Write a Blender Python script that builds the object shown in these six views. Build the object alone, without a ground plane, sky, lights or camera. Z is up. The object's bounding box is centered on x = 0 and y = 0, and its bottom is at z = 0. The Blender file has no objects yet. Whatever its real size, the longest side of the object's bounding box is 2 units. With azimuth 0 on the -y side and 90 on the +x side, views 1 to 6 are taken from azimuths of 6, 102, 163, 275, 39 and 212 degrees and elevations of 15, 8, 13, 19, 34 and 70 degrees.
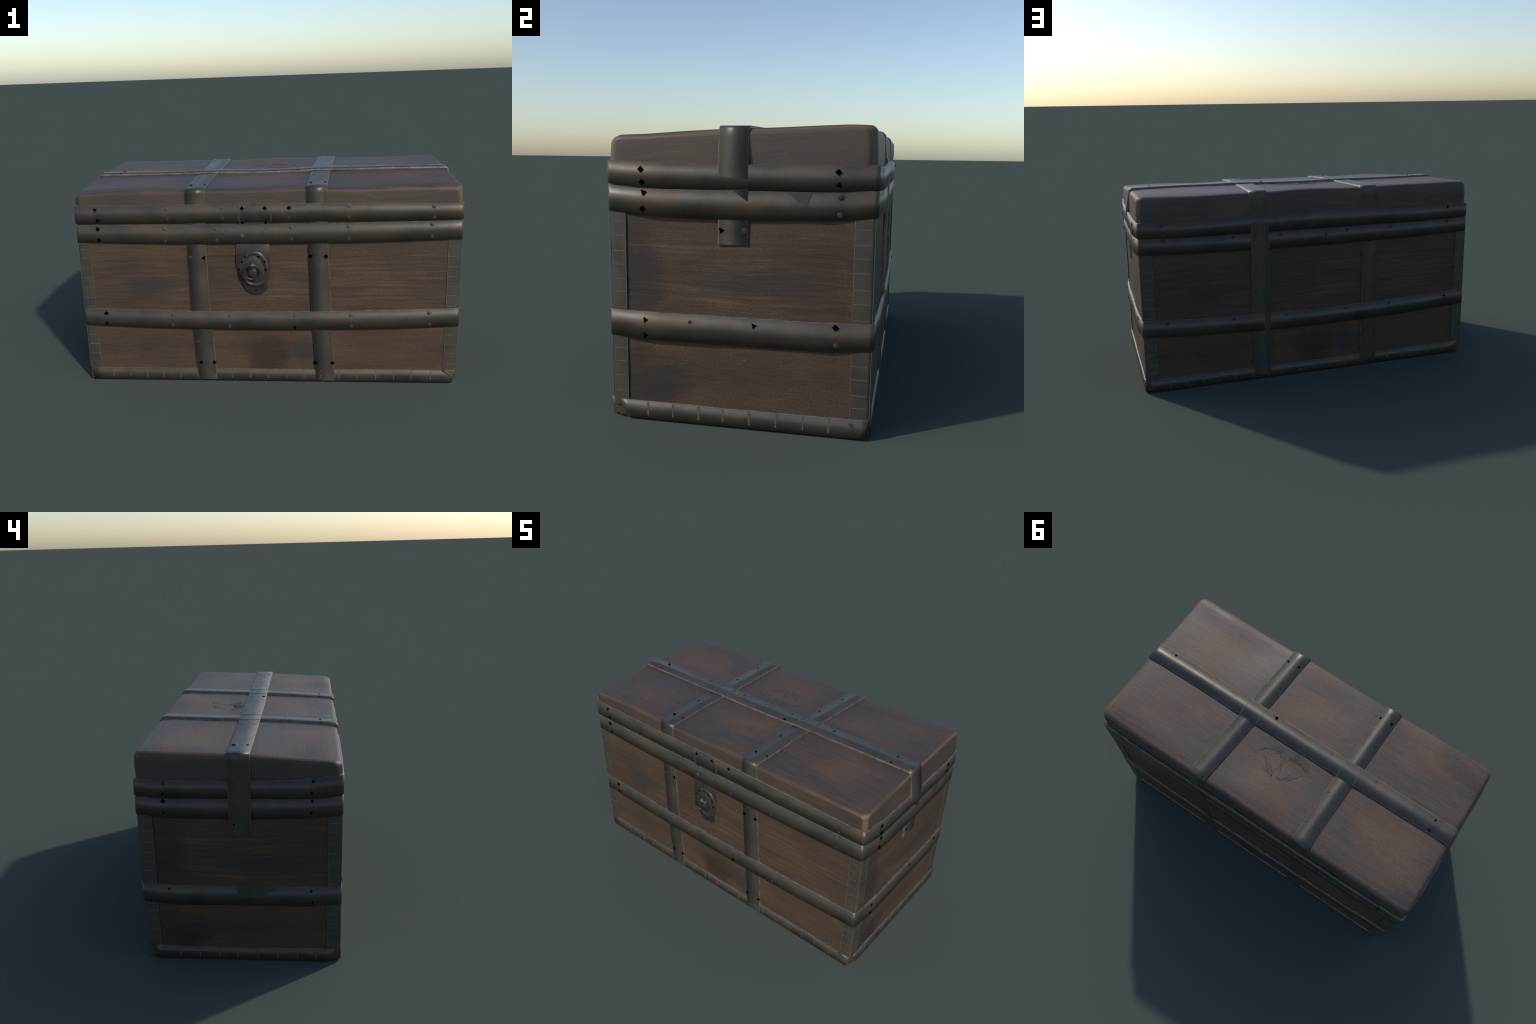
import bpy, bmesh, math, random
from mathutils import Vector, Matrix, noise

random.seed(7)
COL = bpy.context.scene.collection

# ------------------------------------------------------------------ helpers
def smooth(a, b, x):
    t = min(1.0, max(0.0, (x - a) / (b - a)))
    return t * t * (3 - 2 * t)

def lerp_table(tab, x):
    """piecewise-linear look-up in a short list of (position, value)"""
    if x <= tab[0][0]:
        return tab[0][1]
    for (x0, y0), (x1, y1) in zip(tab, tab[1:]):
        if x <= x1:
            return y0 + (y1 - y0) * (x - x0) / (x1 - x0)
    return tab[-1][1]

def make(name, verts, faces, mats, parent=None, face_mats=None, smooth_shade=True, sharp=None):
    me = bpy.data.meshes.new(name)
    me.from_pydata([tuple(v) for v in verts], [], faces)
    bm = bmesh.new(); bm.from_mesh(me)
    bmesh.ops.recalc_face_normals(bm, faces=bm.faces)
    bm.to_mesh(me); bm.free()
    for m in mats:
        me.materials.append(m)
    if face_mats:
        for p, i in zip(me.polygons, face_mats):
            p.material_index = i
    for p in me.polygons:
        p.use_smooth = smooth_shade
    if sharp is not None:
        me.set_sharp_from_angle(angle=math.radians(sharp))
    ob = bpy.data.objects.new(name, me)
    COL.objects.link(ob)
    ob.parent = parent
    return ob

def copy_of(ob, loc, rot=None, parent=None, scale=None):
    o = ob.copy()
    COL.objects.link(o)
    o.location = loc
    if rot is not None:
        o.rotation_euler = rot
    if scale is not None:
        o.scale = scale
    o.parent = parent if parent else ob.parent
    return o

# ------------------------------------------------------------------ node helper
class N:
    def __init__(self, name):
        self.m = bpy.data.materials.new(name)
        self.m.use_nodes = True
        self.t = self.m.node_tree
        self.t.nodes.clear()
        self.out = self.t.nodes.new('ShaderNodeOutputMaterial')
        self.b = self.t.nodes.new('ShaderNodeBsdfPrincipled')
        self.t.links.new(self.b.outputs[0], self.out.inputs[0])
        self.co = self.t.nodes.new('ShaderNodeTexCoord')
    def put(self, sock, v):
        if hasattr(v, 'is_output'):
            self.t.links.new(v, sock)
        else:
            sock.default_value = v
    def set(self, **kw):
        for k, v in kw.items():
            self.put(self.b.inputs[k.replace('_', ' ')], v)
    def obj(self):
        return self.co.outputs['Object']
    def sep(self, v):
        n = self.t.nodes.new('ShaderNodeSeparateXYZ'); self.put(n.inputs[0], v)
        return n.outputs
    def comb(self, x, y, z):
        n = self.t.nodes.new('ShaderNodeCombineXYZ')
        for s, v in zip(n.inputs, (x, y, z)):
            self.put(s, v)
        return n.outputs[0]
    def math(self, op, a, b=0.0, clamp=False):
        n = self.t.nodes.new('ShaderNodeMath'); n.operation = op; n.use_clamp = clamp
        self.put(n.inputs[0], a); self.put(n.inputs[1], b)
        return n.outputs[0]
    def mapr(self, v, a, b, c=0.0, d=1.0):
        n = self.t.nodes.new('ShaderNodeMapRange'); n.interpolation_type = 'SMOOTHSTEP'
        self.put(n.inputs[0], v)
        for i, q in zip((1, 2, 3, 4), (a, b, c, d)):
            n.inputs[i].default_value = q
        return n.outputs[0]
    def scale(self, v, s):
        n = self.t.nodes.new('ShaderNodeMapping'); self.put(n.inputs[0], v)
        n.inputs['Scale'].default_value = s
        return n.outputs[0]
    def noise(self, v, scale, detail=4, rough=0.55, dist=0.0):
        n = self.t.nodes.new('ShaderNodeTexNoise'); self.put(n.inputs['Vector'], v)
        n.inputs['Scale'].default_value = scale; n.inputs['Detail'].default_value = detail
        n.inputs['Roughness'].default_value = rough; n.inputs['Distortion'].default_value = dist
        return n.outputs[0]
    def voronoi(self, v, scale):
        n = self.t.nodes.new('ShaderNodeTexVoronoi'); self.put(n.inputs['Vector'], v)
        n.inputs['Scale'].default_value = scale
        return n.outputs['Distance']
    def mix(self, f, a, b, mode='MIX'):
        n = self.t.nodes.new('ShaderNodeMix'); n.data_type = 'RGBA'; n.blend_type = mode
        self.put(n.inputs[0], f)
        for s, v in ((n.inputs[6], a), (n.inputs[7], b)):
            self.put(s, v if hasattr(v, 'is_output') else (*v, 1.0) if len(v) == 3 else v)
        return n.outputs[2]
    def ramp(self, v, stops):
        n = self.t.nodes.new('ShaderNodeValToRGB'); self.put(n.inputs[0], v)
        e = n.color_ramp.elements
        while len(e) < len(stops):
            e.new(0.5)
        for el, (p, c) in zip(e, stops):
            el.position = p; el.color = (*c, 1.0)
        return n.outputs[0]
    def bump(self, h, strength=0.2, dist=0.003):
        n = self.t.nodes.new('ShaderNodeBump'); self.put(n.inputs['Height'], h)
        n.inputs['Strength'].default_value = strength; n.inputs['Distance'].default_value = dist
        self.t.links.new(n.outputs[0], self.b.inputs['Normal'])

# ------------------------------------------------------------------ materials
def spot(n, u, z, cu, cz, ru, rz, warp):
    """soft elliptical patch mask, 1 in the middle"""
    a = n.math('DIVIDE', n.math('SUBTRACT', u, cu), ru)
    b = n.math('DIVIDE', n.math('SUBTRACT', z, cz), rz)
    d = n.math('ADD', n.math('MULTIPLY', a, a), n.math('MULTIPLY', b, b))
    d = n.math('ADD', d, n.math('MULTIPLY', n.math('SUBTRACT', warp, 0.5), 3.4))
    return n.mapr(d, 1.25, 0.0)

def plank_wood(name, axis):
    """stained softwood; grain runs along the panel, the back panel is the front one turned round"""
    n = N(name)
    x, y, z = n.sep(n.obj())
    along, across = (x, y) if axis == 'x' else (y, x)
    sgn = n.math('SIGN', across)
    u = n.math('MULTIPLY', along, sgn)
    if axis == 'x':
        wob = n.noise(n.comb(n.math('MULTIPLY', u, 2.2), 0.0, n.math('MULTIPLY', z, 3.0)), 1.0, 2)
    else:
        wob = n.noise(n.comb(n.math('MULTIPLY', u, 2.6), 3.0, n.math('MULTIPLY', z, 3.0)), 1.0, 2)
    zz = n.math('ADD', z, n.math('MULTIPLY', wob, 0.050))
    v = n.comb(u, 0.0, zz)
    streak = n.noise(n.scale(v, (1.7, 1.0, 74.0)), 1.0, 6, 0.66)
    fine = n.noise(n.scale(v, (10.0, 1.0, 210.0)), 1.0, 3, 0.65)
    speck = n.noise(n.scale(v, (110.0, 1.0, 150.0)), 1.0, 2, 0.6)
    cloud = n.noise(n.scale(v, (2.4, 1.0, 7.0)), 1.0, 3, 0.5)
    col = n.ramp(cloud, [(0.30, (0.046, 0.032, 0.022)), (0.52, (0.074, 0.047, 0.029)), (0.72, (0.106, 0.064, 0.036))])
    # the open grain stands out in the upper middle of the panels
    zone = n.mapr(n.math('ABSOLUTE', n.math('SUBTRACT', z, 0.56)), 0.22, 0.07)
    zone = n.math('ADD', n.math('MULTIPLY', zone, 0.70), 0.30)
    dark = n.mapr(streak, 0.52, 0.41)
    col = n.mix(n.math('MULTIPLY', n.math('MULTIPLY', dark, zone), 0.52), col, (0.026, 0.023, 0.022))
    light = n.math('MULTIPLY', n.mapr(streak, 0.525, 0.625), zone)
    col = n.mix(n.math('MULTIPLY', n.math('MULTIPLY', light, n.mapr(cloud, 0.36, 0.62, 0.15, 1.0)), 0.50), col, (0.175, 0.094, 0.048))
    col = n.mix(n.mapr(fine, 0.36, 0.70, 0.0, 0.35), col, (0.120, 0.076, 0.048))
    col = n.mix(n.mapr(speck, 0.35, 0.68, 0.55, 0.0), col, (0.035, 0.026, 0.021))
    warp = n.noise(n.scale(v, (4.5, 1.0, 17.0)), 1.0, 5, 0.65)
    if axis == 'x':
        for cu, cz, ru, rz, k, c in ((0.60, 0.525, 0.150, 0.090, 0.85, (0.034, 0.031, 0.030)),
                                     (-0.19, 0.185, 0.07, 0.085, 0.85, (0.036, 0.033, 0.031)),
                                     (0.00, 0.150, 0.13, 0.13, 0.75, (0.030, 0.019, 0.012)),
                                     (0.055, 0.62, 0.10, 0.12, 0.5, (0.036, 0.028, 0.024))):
            col = n.mix(n.math('MULTIPLY', spot(n, u, z, cu, cz, ru, rz, warp), k), col, c)
    else:
        for cu, cz, ru, rz, k, c in ((-0.02, 0.60, 0.30, 0.08, 0.0, (0.15, 0.085, 0.05)),
                                     (0.08, 0.53, 0.26, 0.060, 0.6, (0.030, 0.028, 0.027)),
                                     (-0.32, 0.16, 0.18, 0.13, 0.8, (0.024, 0.022, 0.021)),  # this and the next: shading at the panel's front edge, painted into the wood
                                     (-0.37, 0.55, 0.12, 0.24, 0.7, (0.026, 0.024, 0.023))):
            col = n.mix(n.math('MULTIPLY', spot(n, u, z, cu, cz, ru, rz, warp), k), col, c)
    # pale nicks
    nick = n.noise(n.scale(v, (34.0, 1.0, 46.0)), 1.0, 2)
    col = n.mix(n.mapr(nick, 0.74, 0.80, 0.0, 0.4), col, (0.26, 0.19, 0.13))
    n.set(Base_Color=col, Roughness=n.mapr(streak, 0.4, 0.6, 0.70, 0.58), Specular_IOR_Level=0.25)
    n.bump(n.math('ADD', n.math('MULTIPLY', streak, zone), n.math('MULTIPLY', fine, 0.35)), 0.35, 0.004)
    return n.m

def lid_top_wood():
    n = N('lid_top_wood')
    p = n.obj()
    cloud = n.noise(n.scale(p, (2.2, 4.6, 0.0)), 1.0, 4, 0.58, 0.5)
    grain = n.noise(n.scale(p, (6.0, 90.0, 6.0)), 1.0, 4, 0.65, 0.6)
    pores = n.noise(n.scale(p, (130.0, 200.0, 130.0)), 1.0, 2, 0.6)
    # the straps divide the lid into six fields; each is redder and lighter in the middle, greyer at its rim
    x, y, z = n.sep(p)
    def field(v, cuts):
        d = None
        for c in cuts:
            e = n.math('ABSOLUTE', n.math('SUBTRACT', v, c))
            d = e if d is None else n.math('MINIMUM', d, e)
        return d
    fx = n.mapr(field(x, (-0.99, -0.34, 0.285, 0.99)), 0.06, 0.24)
    fy = n.mapr(field(y, (-0.47, 0.0, 0.49)), 0.05, 0.19)
    mid = n.math('MULTIPLY', fx, fy)
    tone = n.math('ADD', n.math('MULTIPLY', cloud, 0.88), n.math('MULTIPLY', mid, 0.115))
    col = n.ramp(tone, [(0.32, (0.045, 0.038, 0.032)), (0.44, (0.060, 0.044, 0.034)),
                        (0.56, (0.087, 0.053, 0.033)), (0.70, (0.118, 0.072, 0.038))])
    col = n.mix(n.mapr(grain, 0.40, 0.66, 0.0, 0.30), col, (0.135, 0.083, 0.055))
    col = n.mix(n.mapr(grain, 0.44, 0.30, 0.0, 0.18), col, (0.035, 0.029, 0.027))
    col = n.mix(n.mapr(pores, 0.40, 0.62, 0.40, 0.0), col, (0.030, 0.022, 0.020))
    blot = n.noise(n.scale(p, (7.0, 12.0, 1.0)), 1.0, 3, 0.6, 0.5)
    col = n.mix(n.mapr(blot, 0.60, 0.72, 0.0, 0.45), col, (0.034, 0.032, 0.032))
    col = lid_edge_colour(n, col)
    n.set(Base_Color=col, Roughness=n.mapr(cloud, 0.3, 0.7, 0.48, 0.60), Specular_IOR_Level=0.40)
    n.bump(n.math('ADD', grain, n.math('MULTIPLY', pores, 0.6)), 0.22, 0.003)
    return n.m

def lid_edge_colour(n, col):
    """bare, rubbed wood on the lid's arrises"""
    g = n.t.nodes.new('ShaderNodeNewGeometry')
    nx, ny, nz = n.sep(g.outputs['Normal'])
    m = n.math('MAXIMUM', n.math('MAXIMUM', n.math('ABSOLUTE', nx), n.math('ABSOLUTE', ny)), n.math('ABSOLUTE', nz))
    edge = n.mapr(m, 0.90, 0.74)
    px, py, pz = n.sep(n.obj())
    rub = n.noise(n.scale(n.obj(), (3.0, 3.0, 8.0)), 1.0, 6, 0.72)
    # hands and carrying rub the right end and the corners most
    corner = n.mapr(px, 0.55, 0.97, 0.0, 0.16)
    wear = n.math('MULTIPLY', edge, n.mapr(n.math('ADD', rub, corner), 0.50, 0.72))
    return n.mix(n.math('MULTIPLY', wear, 0.52), col, (0.165, 0.098, 0.055))

def lid_side_wood():
    n = N('lid_side_wood')
    x, y, z = n.sep(n.obj())
    u = n.math('ADD', x, n.math('MULTIPLY', y, 0.83))
    arch = n.noise(n.comb(n.math('MULTIPLY', u, 1.6), 0.0, n.math('MULTIPLY', z, 1.0)), 1.0, 2)
    zz = n.math('ADD', z, n.math('MULTIPLY', arch, 0.26))
    v = n.comb(u, 0.0, zz)
    rings = n.noise(n.scale(v, (1.2, 1.0, 60.0)), 1.0, 4, 0.6)
    fine = n.noise(n.scale(v, (9.0, 1.0, 150.0)), 1.0, 3, 0.6)
    cloud = n.noise(n.scale(v, (3.0, 1.0, 8.0)), 1.0, 3)
    col = n.ramp(cloud, [(0.32, (0.041, 0.033, 0.027)), (0.68, (0.064, 0.046, 0.033))])
    col = n.mix(n.mapr(rings, 0.46, 0.34, 0.0, 0.55), col, (0.034, 0.027, 0.022))
    col = n.mix(n.mapr(rings, 0.55, 0.70, 0.0, 0.40), col, (0.105, 0.066, 0.041))
    col = n.mix(n.mapr(fine, 0.40, 0.70, 0.0, 0.25), col, (0.090, 0.062, 0.042))
    col = lid_edge_colour(n, col)
    n.set(Base_Color=col, Roughness=0.52, Specular_IOR_Level=0.4)
    n.bump(n.math('ADD', rings, n.math('MULTIPLY', fine, 0.4)), 0.2, 0.003)
    return n.m

def iron(name, base=(0.068, 0.059, 0.046), rust=(0.086, 0.060, 0.038), dark=(0.044, 0.040, 0.034),
         rough=(0.40, 0.52), metallic=0.35, stretch=(3.0, 3.0, 3.0)):
    n = N(name)
    p = n.obj()
    cloud = n.noise(n.scale(p, stretch), 2.0, 4, 0.6)
    patch = n.noise(n.scale(p, (5.0, 5.0, 9.0)), 1.0, 4, 0.6, 0.3)
    brush = n.noise(n.scale(p, (60.0, 60.0, 10.0)), 1.0, 3, 0.6)
    grit = n.noise(p, 220.0, 2, 0.6)
    col = n.mix(n.mapr(cloud, 0.30, 0.62), dark, base)
    col = n.mix(n.mapr(patch, 0.46, 0.68, 0.0, 0.85), col, rust)
    col = n.mix(n.mapr(brush, 0.40, 0.70, 0.0, 0.14), col, (0.100, 0.086, 0.066))
    col = n.mix(n.mapr(grit, 0.45, 0.30, 0.0, 0.30), col, (0.030, 0.028, 0.025))
    n.set(Base_Color=col, Metallic=metallic, Roughness=n.mapr(patch, 0.35, 0.7, rough[0], rough[1]),
          Specular_IOR_Level=0.5)
    n.bump(n.math('ADD', brush, grit), 0.08, 0.002)
    return n.m

def worn_metal():
    n = N('worn_iron_edge')
    q = n.noise(n.obj(), 28.0, 4, 0.65)
    col = n.ramp(q, [(0.35, (0.075, 0.064, 0.052)), (0.62, (0.175, 0.142, 0.110))])
    n.set(Base_Color=col, Metallic=0.4, Roughness=0.45)
    return n.m

def plain(name, col, rough=0.5, metallic=0.0, spec=0.5, vary=0.25, scale=40.0):
    n = N(name)
    q = n.noise(n.obj(), scale, 3, 0.6)
    lo = tuple(c * (1 - vary) for c in col); hi = tuple(c * (1 + vary) for c in col)
    n.set(Base_Color=n.ramp(q, [(0.3, lo), (0.7, hi)]), Roughness=rough, Metallic=metallic, Specular_IOR_Level=spec)
    return n.m

WOOD_X = plank_wood('plank_wood_long', 'x')
WOOD_Y = plank_wood('plank_wood_end', 'y')
LID_TOP = lid_top_wood()
LID_SIDE = lid_side_wood()
IRON = iron('band_iron')
STRAP_IRON = iron('strap_iron', base=(0.064, 0.059, 0.048), rust=(0.070, 0.058, 0.042), rough=(0.40, 0.50))
RAIL_IRON = iron('rail_iron', base=(0.072, 0.064, 0.052))
LOCK_IRON = iron('lock_iron', base=(0.050, 0.045, 0.036), rust=(0.078, 0.060, 0.039), dark=(0.034, 0.032, 0.027), rough=(0.34, 0.46))
POLISHED = iron('ring_iron', base=(0.056, 0.054, 0.050), rust=(0.062, 0.054, 0.044), rough=(0.28, 0.38), metallic=0.6)
HASP_IRON = iron('hasp_iron', base=(0.078, 0.064, 0.048), rust=(0.105, 0.072, 0.046))
GUARD = iron('corner_guard_iron', base=(0.049, 0.045, 0.034), rust=(0.056, 0.046, 0.032),
             dark=(0.034, 0.032, 0.026), rough=(0.52, 0.64), metallic=0.15)
WORN = worn_metal()
SEAM = plain('rubbed_seam', (0.112, 0.092, 0.066), 0.5, 0.2)
PALE = plain('pale_rivet_iron', (0.078, 0.069, 0.056), 0.62, 0.1, 0.3, 0.35, 150.0)
SHADE = plain('shade_tinted_rivet_iron', (0.016, 0.016, 0.016), 0.6, 0.2, 0.3, 0.3, 150.0)
DULL = plain('dull_rivet_iron', (0.034, 0.031, 0.025), 0.6, 0.1, 0.3, 0.35, 150.0)
BLACK = plain('blackened_stud', (0.0022, 0.0022, 0.0022), 0.95, 0.0, 0.0, 0.2)
INK = plain('carved_mark', (0.049, 0.046, 0.042), 0.66, 0.0, 0.3, 0.35, 70.0)
UNDER = plain('bare_underside', (0.050, 0.038, 0.028), 0.8)

# ------------------------------------------------------------------ the chest
root = bpy.data.objects.new('wooden_chest', None)
COL.objects.link(root)
root.empty_display_size = 0.3
root['label'] = 'old brown wooden chest bound with dark iron bands, straps and a ring lock'
root['category'] = 'chest'

# outer faces of the timber box
XW, YF, YB = 0.976, -0.460, 0.487
Z0, Z1 = 0.012, 0.872

# ---- lid height field: the top rises from the front edge to the back edge
LID_RIGHT = [(-0.46, 1.038), (-0.425, 1.046), (-0.335, 1.049), (-0.177, 1.061), (-0.05, 1.068), (0.20, 1.075), (0.41, 1.080), (0.48, 1.078)]
LID_MID = [(-0.46, 1.042), (-0.425, 1.045), (-0.38, 1.047), (-0.20, 1.057), (0.0, 1.063), (0.20, 1.068), (0.41, 1.078), (0.48, 1.079)]
LID_LEFT = [(-0.46, 1.029), (-0.405, 1.037), (-0.31, 1.041), (-0.177, 1.053), (-0.056, 1.061), (0.107, 1.068), (0.22, 1.071), (0.44, 1.076), (0.48, 1.075)]
def lid_z(x, y):
    m = lerp_table(LID_MID, y)
    if x > 0:
        k = smooth(0.25, 0.97, x); e = lerp_table(LID_RIGHT, y)
    else:
        k = smooth(0.55, 0.97, -x); e = lerp_table(LID_LEFT, y)
    wave = 0.0030 * math.sin(7.3 * x + 1.0) * smooth(0.1, 0.4, abs(y)) + 0.0016 * math.sin(13.1 * x + 3.0 * y) * smooth(0.1, 0.4, abs(y))
    ridge = 0.0055 * smooth(-0.1, 0.40, x) * smooth(1.0, 0.62, x) * smooth(0.45, 0.10, abs(y - 0.05))
    return m + (e - m) * k + wave + ridge

def lid_puff(x, y):
    """the skin stands up round the straps and sinks a little in the middle of each field"""
    rim = smooth(0.0, 0.10, 0.985 - abs(x)) * smooth(0.0, 0.09, min(y + 0.47, 0.49 - y))
    fx = min(abs(x - c) for c in (-0.985, -0.34, 0.285, 0.985)); fy = min(abs(y - c) for c in (-0.47, 0.0, 0.49))
    dip = smooth(0.05, 0.22, fx) * smooth(0.04, 0.18, fy)
    return rim * (0.0025 - 0.0022 * dip + 0.0022 * noise.noise(Vector((x * 3.1, y * 4.0, 2.0))))

# ---- wooden panels ---------------------------------------------------------
def panel(name, axis, out, a0, a1, z0, z1, mat, swell, thick=0.022, na=48, nz=32):
    """board whose outer face is at `out` on the axis across it; shallow warps in the face"""
    vs, fs = [], []
    sg = 1 if out > 0 else -1
    for layer in (0, 1):
        for j in range(nz + 1):
            for i in range(na + 1):
                a = a0 + (a1 - a0) * i / na
                z = z0 + (z1 - z0) * j / nz
                d = 0.0
                if layer == 0:
                    d = swell(a, z) + 0.0016 * noise.noise(Vector((a * 3.0, out * 5.0, z * 9.0)))
                    pos = out + sg * d
                else:
                    pos = out - sg * thick
                vs.append((a, pos, z) if axis == 'y' else (pos, a, z))
    row = na + 1; lay = row * (nz + 1)
    for layer in (0, 1):
        o = layer * lay
        for j in range(nz):
            for i in range(na):
                q = o + j * row + i
                fs.append((q, q + 1, q + row + 1, q + row))
    for i in range(na):
        for j in (0, nz):
            q = j * row + i
            fs.append((q, q + 1, q + 1 + lay, q + lay))
    for j in range(nz):
        for i in (0, na):
            q = j * row + i
            fs.append((q, q + row, q + row + lay, q + lay))
    return make(name, vs, fs, [mat], root, sharp=40)

panel('front_panel', 'y', YF, -XW + 0.002, XW - 0.002, Z0, Z1, WOOD_X, lambda a, z: 0.0030 + 0.0045 * smooth(-0.25, -0.60, a))
panel('back_panel', 'y', YB, -XW + 0.002, XW - 0.002, Z0, Z1, WOOD_X, lambda a, z: 0.0030)
def hump(a, z, ca, cz, ra, rz):
    return max(0.0, 1 - ((a - ca) / ra) ** 2 - ((z - cz) / rz) ** 2)
panel('end_panel', 'x', XW, YF + 0.023, YB - 0.023, Z0, Z1, WOOD_Y,
      lambda a, z: 0.0050 + 0.0025 * smooth(-0.35, 0.10, a) + 0.007 * hump(a, z, 0.18, 0.46, 0.28, 0.36))
panel('end_panel', 'x', -XW, YF + 0.023, YB - 0.023, Z0, Z1, WOOD_Y, lambda a, z: -0.0005 + 0.0100 * smooth(0.43, 0.22, abs(a - 0.015)) + 0.0070 * hump(a, z, -0.02, 0.48, 0.34, 0.36))

def box(name, x0, x1, y0, y1, z0, z1, mats, parent=root):
    vs = [(x, y, z) for z in (z0, z1) for y in (y0, y1) for x in (x0, x1)]
    fs = [(0, 1, 3, 2), (4, 5, 7, 6), (0, 1, 5, 4), (2, 3, 7, 6), (0, 2, 6, 4), (1, 3, 7, 5)]
    return make(name, vs, fs, mats, parent, smooth_shade=False)
box('bottom_board', -XW + 0.03, XW - 0.03, YF + 0.03, YB - 0.03, 0.004, 0.026, [UNDER])

# thin fillet plank over the front board, right of the left strap
box('fillet_plank', -0.302, -0.13, YF - 0.0072, YF + 0.004, 0.700, 0.766, [WOOD_X])

# ---- lid -------------------------------------------------------------------
def build_lid():
    nx, ny, nz = 96, 48, 10
    x0, x1, y0, y1, zb, zt = -0.982, 0.986, -0.469, 0.490, 0.874, 1.062
    R = 0.022
    bm = bmesh.new()
    def dense(n, a, b, r):
        """grid positions, closer together inside the rounded margins"""
        m = 12; r = 0.060
        out = [a + r * (k / m) for k in range(m)]
        out += [a + r + (b - a - 2 * r) * k / (n - 2 * m) for k in range(n - 2 * m + 1)]
        out += [b - r + r * ((k + 1) / m) for k in range(m)]
        return out
    X = dense(nx, x0, x1, R); Y = dense(ny, y0, y1, R)
    Zs = [zb + (zt - R - zb) * k / 8 for k in range(9)] + [zt - R + R * (k + 1) / 7 for k in range(7)]
    cache = {}
    def shape(p):
        x, y, z = p
        # vertical corner rounding, then rounding of the top arris
        cx = min(max(x, x0 + R), x1 - R); cy = min(max(y, y0 + R), y1 - R); cz = min(z, zt - R)
        d = Vector((x - cx, y - cy, z - cz))
        if d.length > 1e-9:
            q = max(abs(d.x), abs(d.y), abs(d.z))
            d = d.normalized() * q
        P = Vector((cx, cy, cz)) + d
        # generous rounding of the four upright corners, which also droop a little
        rv = 0.034
        a = abs(P.x) - ((x1 if P.x > 0 else -x0) - rv); b = abs(P.y) - ((y1 if P.y > 0 else -y0) - rv)
        droop = 0.0
        if a > 0 and b > 0:
            a /= rv; b /= rv
            droop = 0.010 * a * b
            pull = 0.001 * a * b * (P.z - zb) / (zt - zb)
            P.x -= math.copysign(pull, P.x); P.y -= math.copysign(pull, P.y)
            P.x -= math.copysign(rv * a * (1 - math.sqrt(1 - b * b / 2)), P.x)
            P.y -= math.copysign(rv * b * (1 - math.sqrt(1 - a * a / 2)), P.y)
        k = (P.z - zb) / (zt - zb)
        P.z += k * (lid_z(P.x, P.y) + lid_puff(P.x, P.y) - droop - zt)
        # the sides lean in a touch towards the top and are not quite straight
        w = 0.0016 * noise.noise(Vector((P.x * 3.0, P.y * 3.0, P.z * 6.0)))
        P.x *= 1 - (0.009 if P.x > 0 else 0.007) * k * k + w
        P.y *= 1 - (0.013 if P.y > 0 else 0.012) * k * k + w
        return P
    def vert(p):
        key = tuple(round(c, 5) for c in p)
        if key not in cache:
            cache[key] = bm.verts.new(shape(p))
        return cache[key]
    def sheet(A, B, f, mi):
        for i in range(len(A) - 1):
            for j in range(len(B) - 1):
                face = bm.faces.new([vert(f(A[i], B[j])), vert(f(A[i + 1], B[j])),
                                     vert(f(A[i + 1], B[j + 1])), vert(f(A[i], B[j + 1]))])
                face.material_index = mi; face.smooth = True
    sheet(X, Y, lambda a, b: (a, b, zt), 0)
    sheet(X, Y, lambda a, b: (a, b, zb), 1)
    for yy in (y0, y1):
        sheet(X, Zs, lambda a, b, yy=yy: (a, yy, b), 1)
    for xx in (x0, x1):
        sheet(Y, Zs, lambda a, b, xx=xx: (xx, a, b), 1)
    bmesh.ops.recalc_face_normals(bm, faces=bm.faces)
    me = bpy.data.meshes.new('lid'); bm.to_mesh(me); bm.free()
    me.materials.append(LID_TOP); me.materials.append(LID_SIDE)
    ob = bpy.data.objects.new('lid', me); COL.objects.link(ob); ob.parent = root
    return ob
build_lid()

# ---- iron bands round the chest ---------------------------------------------
def ring_path(front, back, right, left, inset=(0.0035, 0.005, 0.011, 0.011), r=0.018, step=0.045):
    """closed outline seen from above; sides bow out between the corners by inset = (front, back, right, left)"""
    fi, bi, ri, li = inset
    x1, x0, y0, y1 = right - ri, -left + li, front + fi, back - bi
    arcs = [((x1 - r, y0 + r), -90), ((x1 - r, y1 - r), 0), ((x0 + r, y1 - r), 90), ((x0 + r, y0 + r), 180)]
    bows = (ri, bi, li, fi)
    pts = []
    for i, (c, a0) in enumerate(arcs):
        for k in range(7):
            a = math.radians(a0 + 90 * k / 6)
            pts.append((c[0] + r * math.cos(a), c[1] + r * math.sin(a)))
        a = math.radians(a0 + 90)
        outn = Vector((math.cos(a), math.sin(a)))
        p = Vector(pts[-1]); q = Vector(arcs[(i + 1) % 4][0]) + r * outn
        n = max(8, int((q - p).length / step))
        for k in range(1, n):
            t = k / n
            w = p.lerp(q, t) + outn * bows[i] * smooth(0.0, 0.16, t) * smooth(0.0, 0.16, 1 - t)
            pts.append((w.x, w.y))
    return pts

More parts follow.
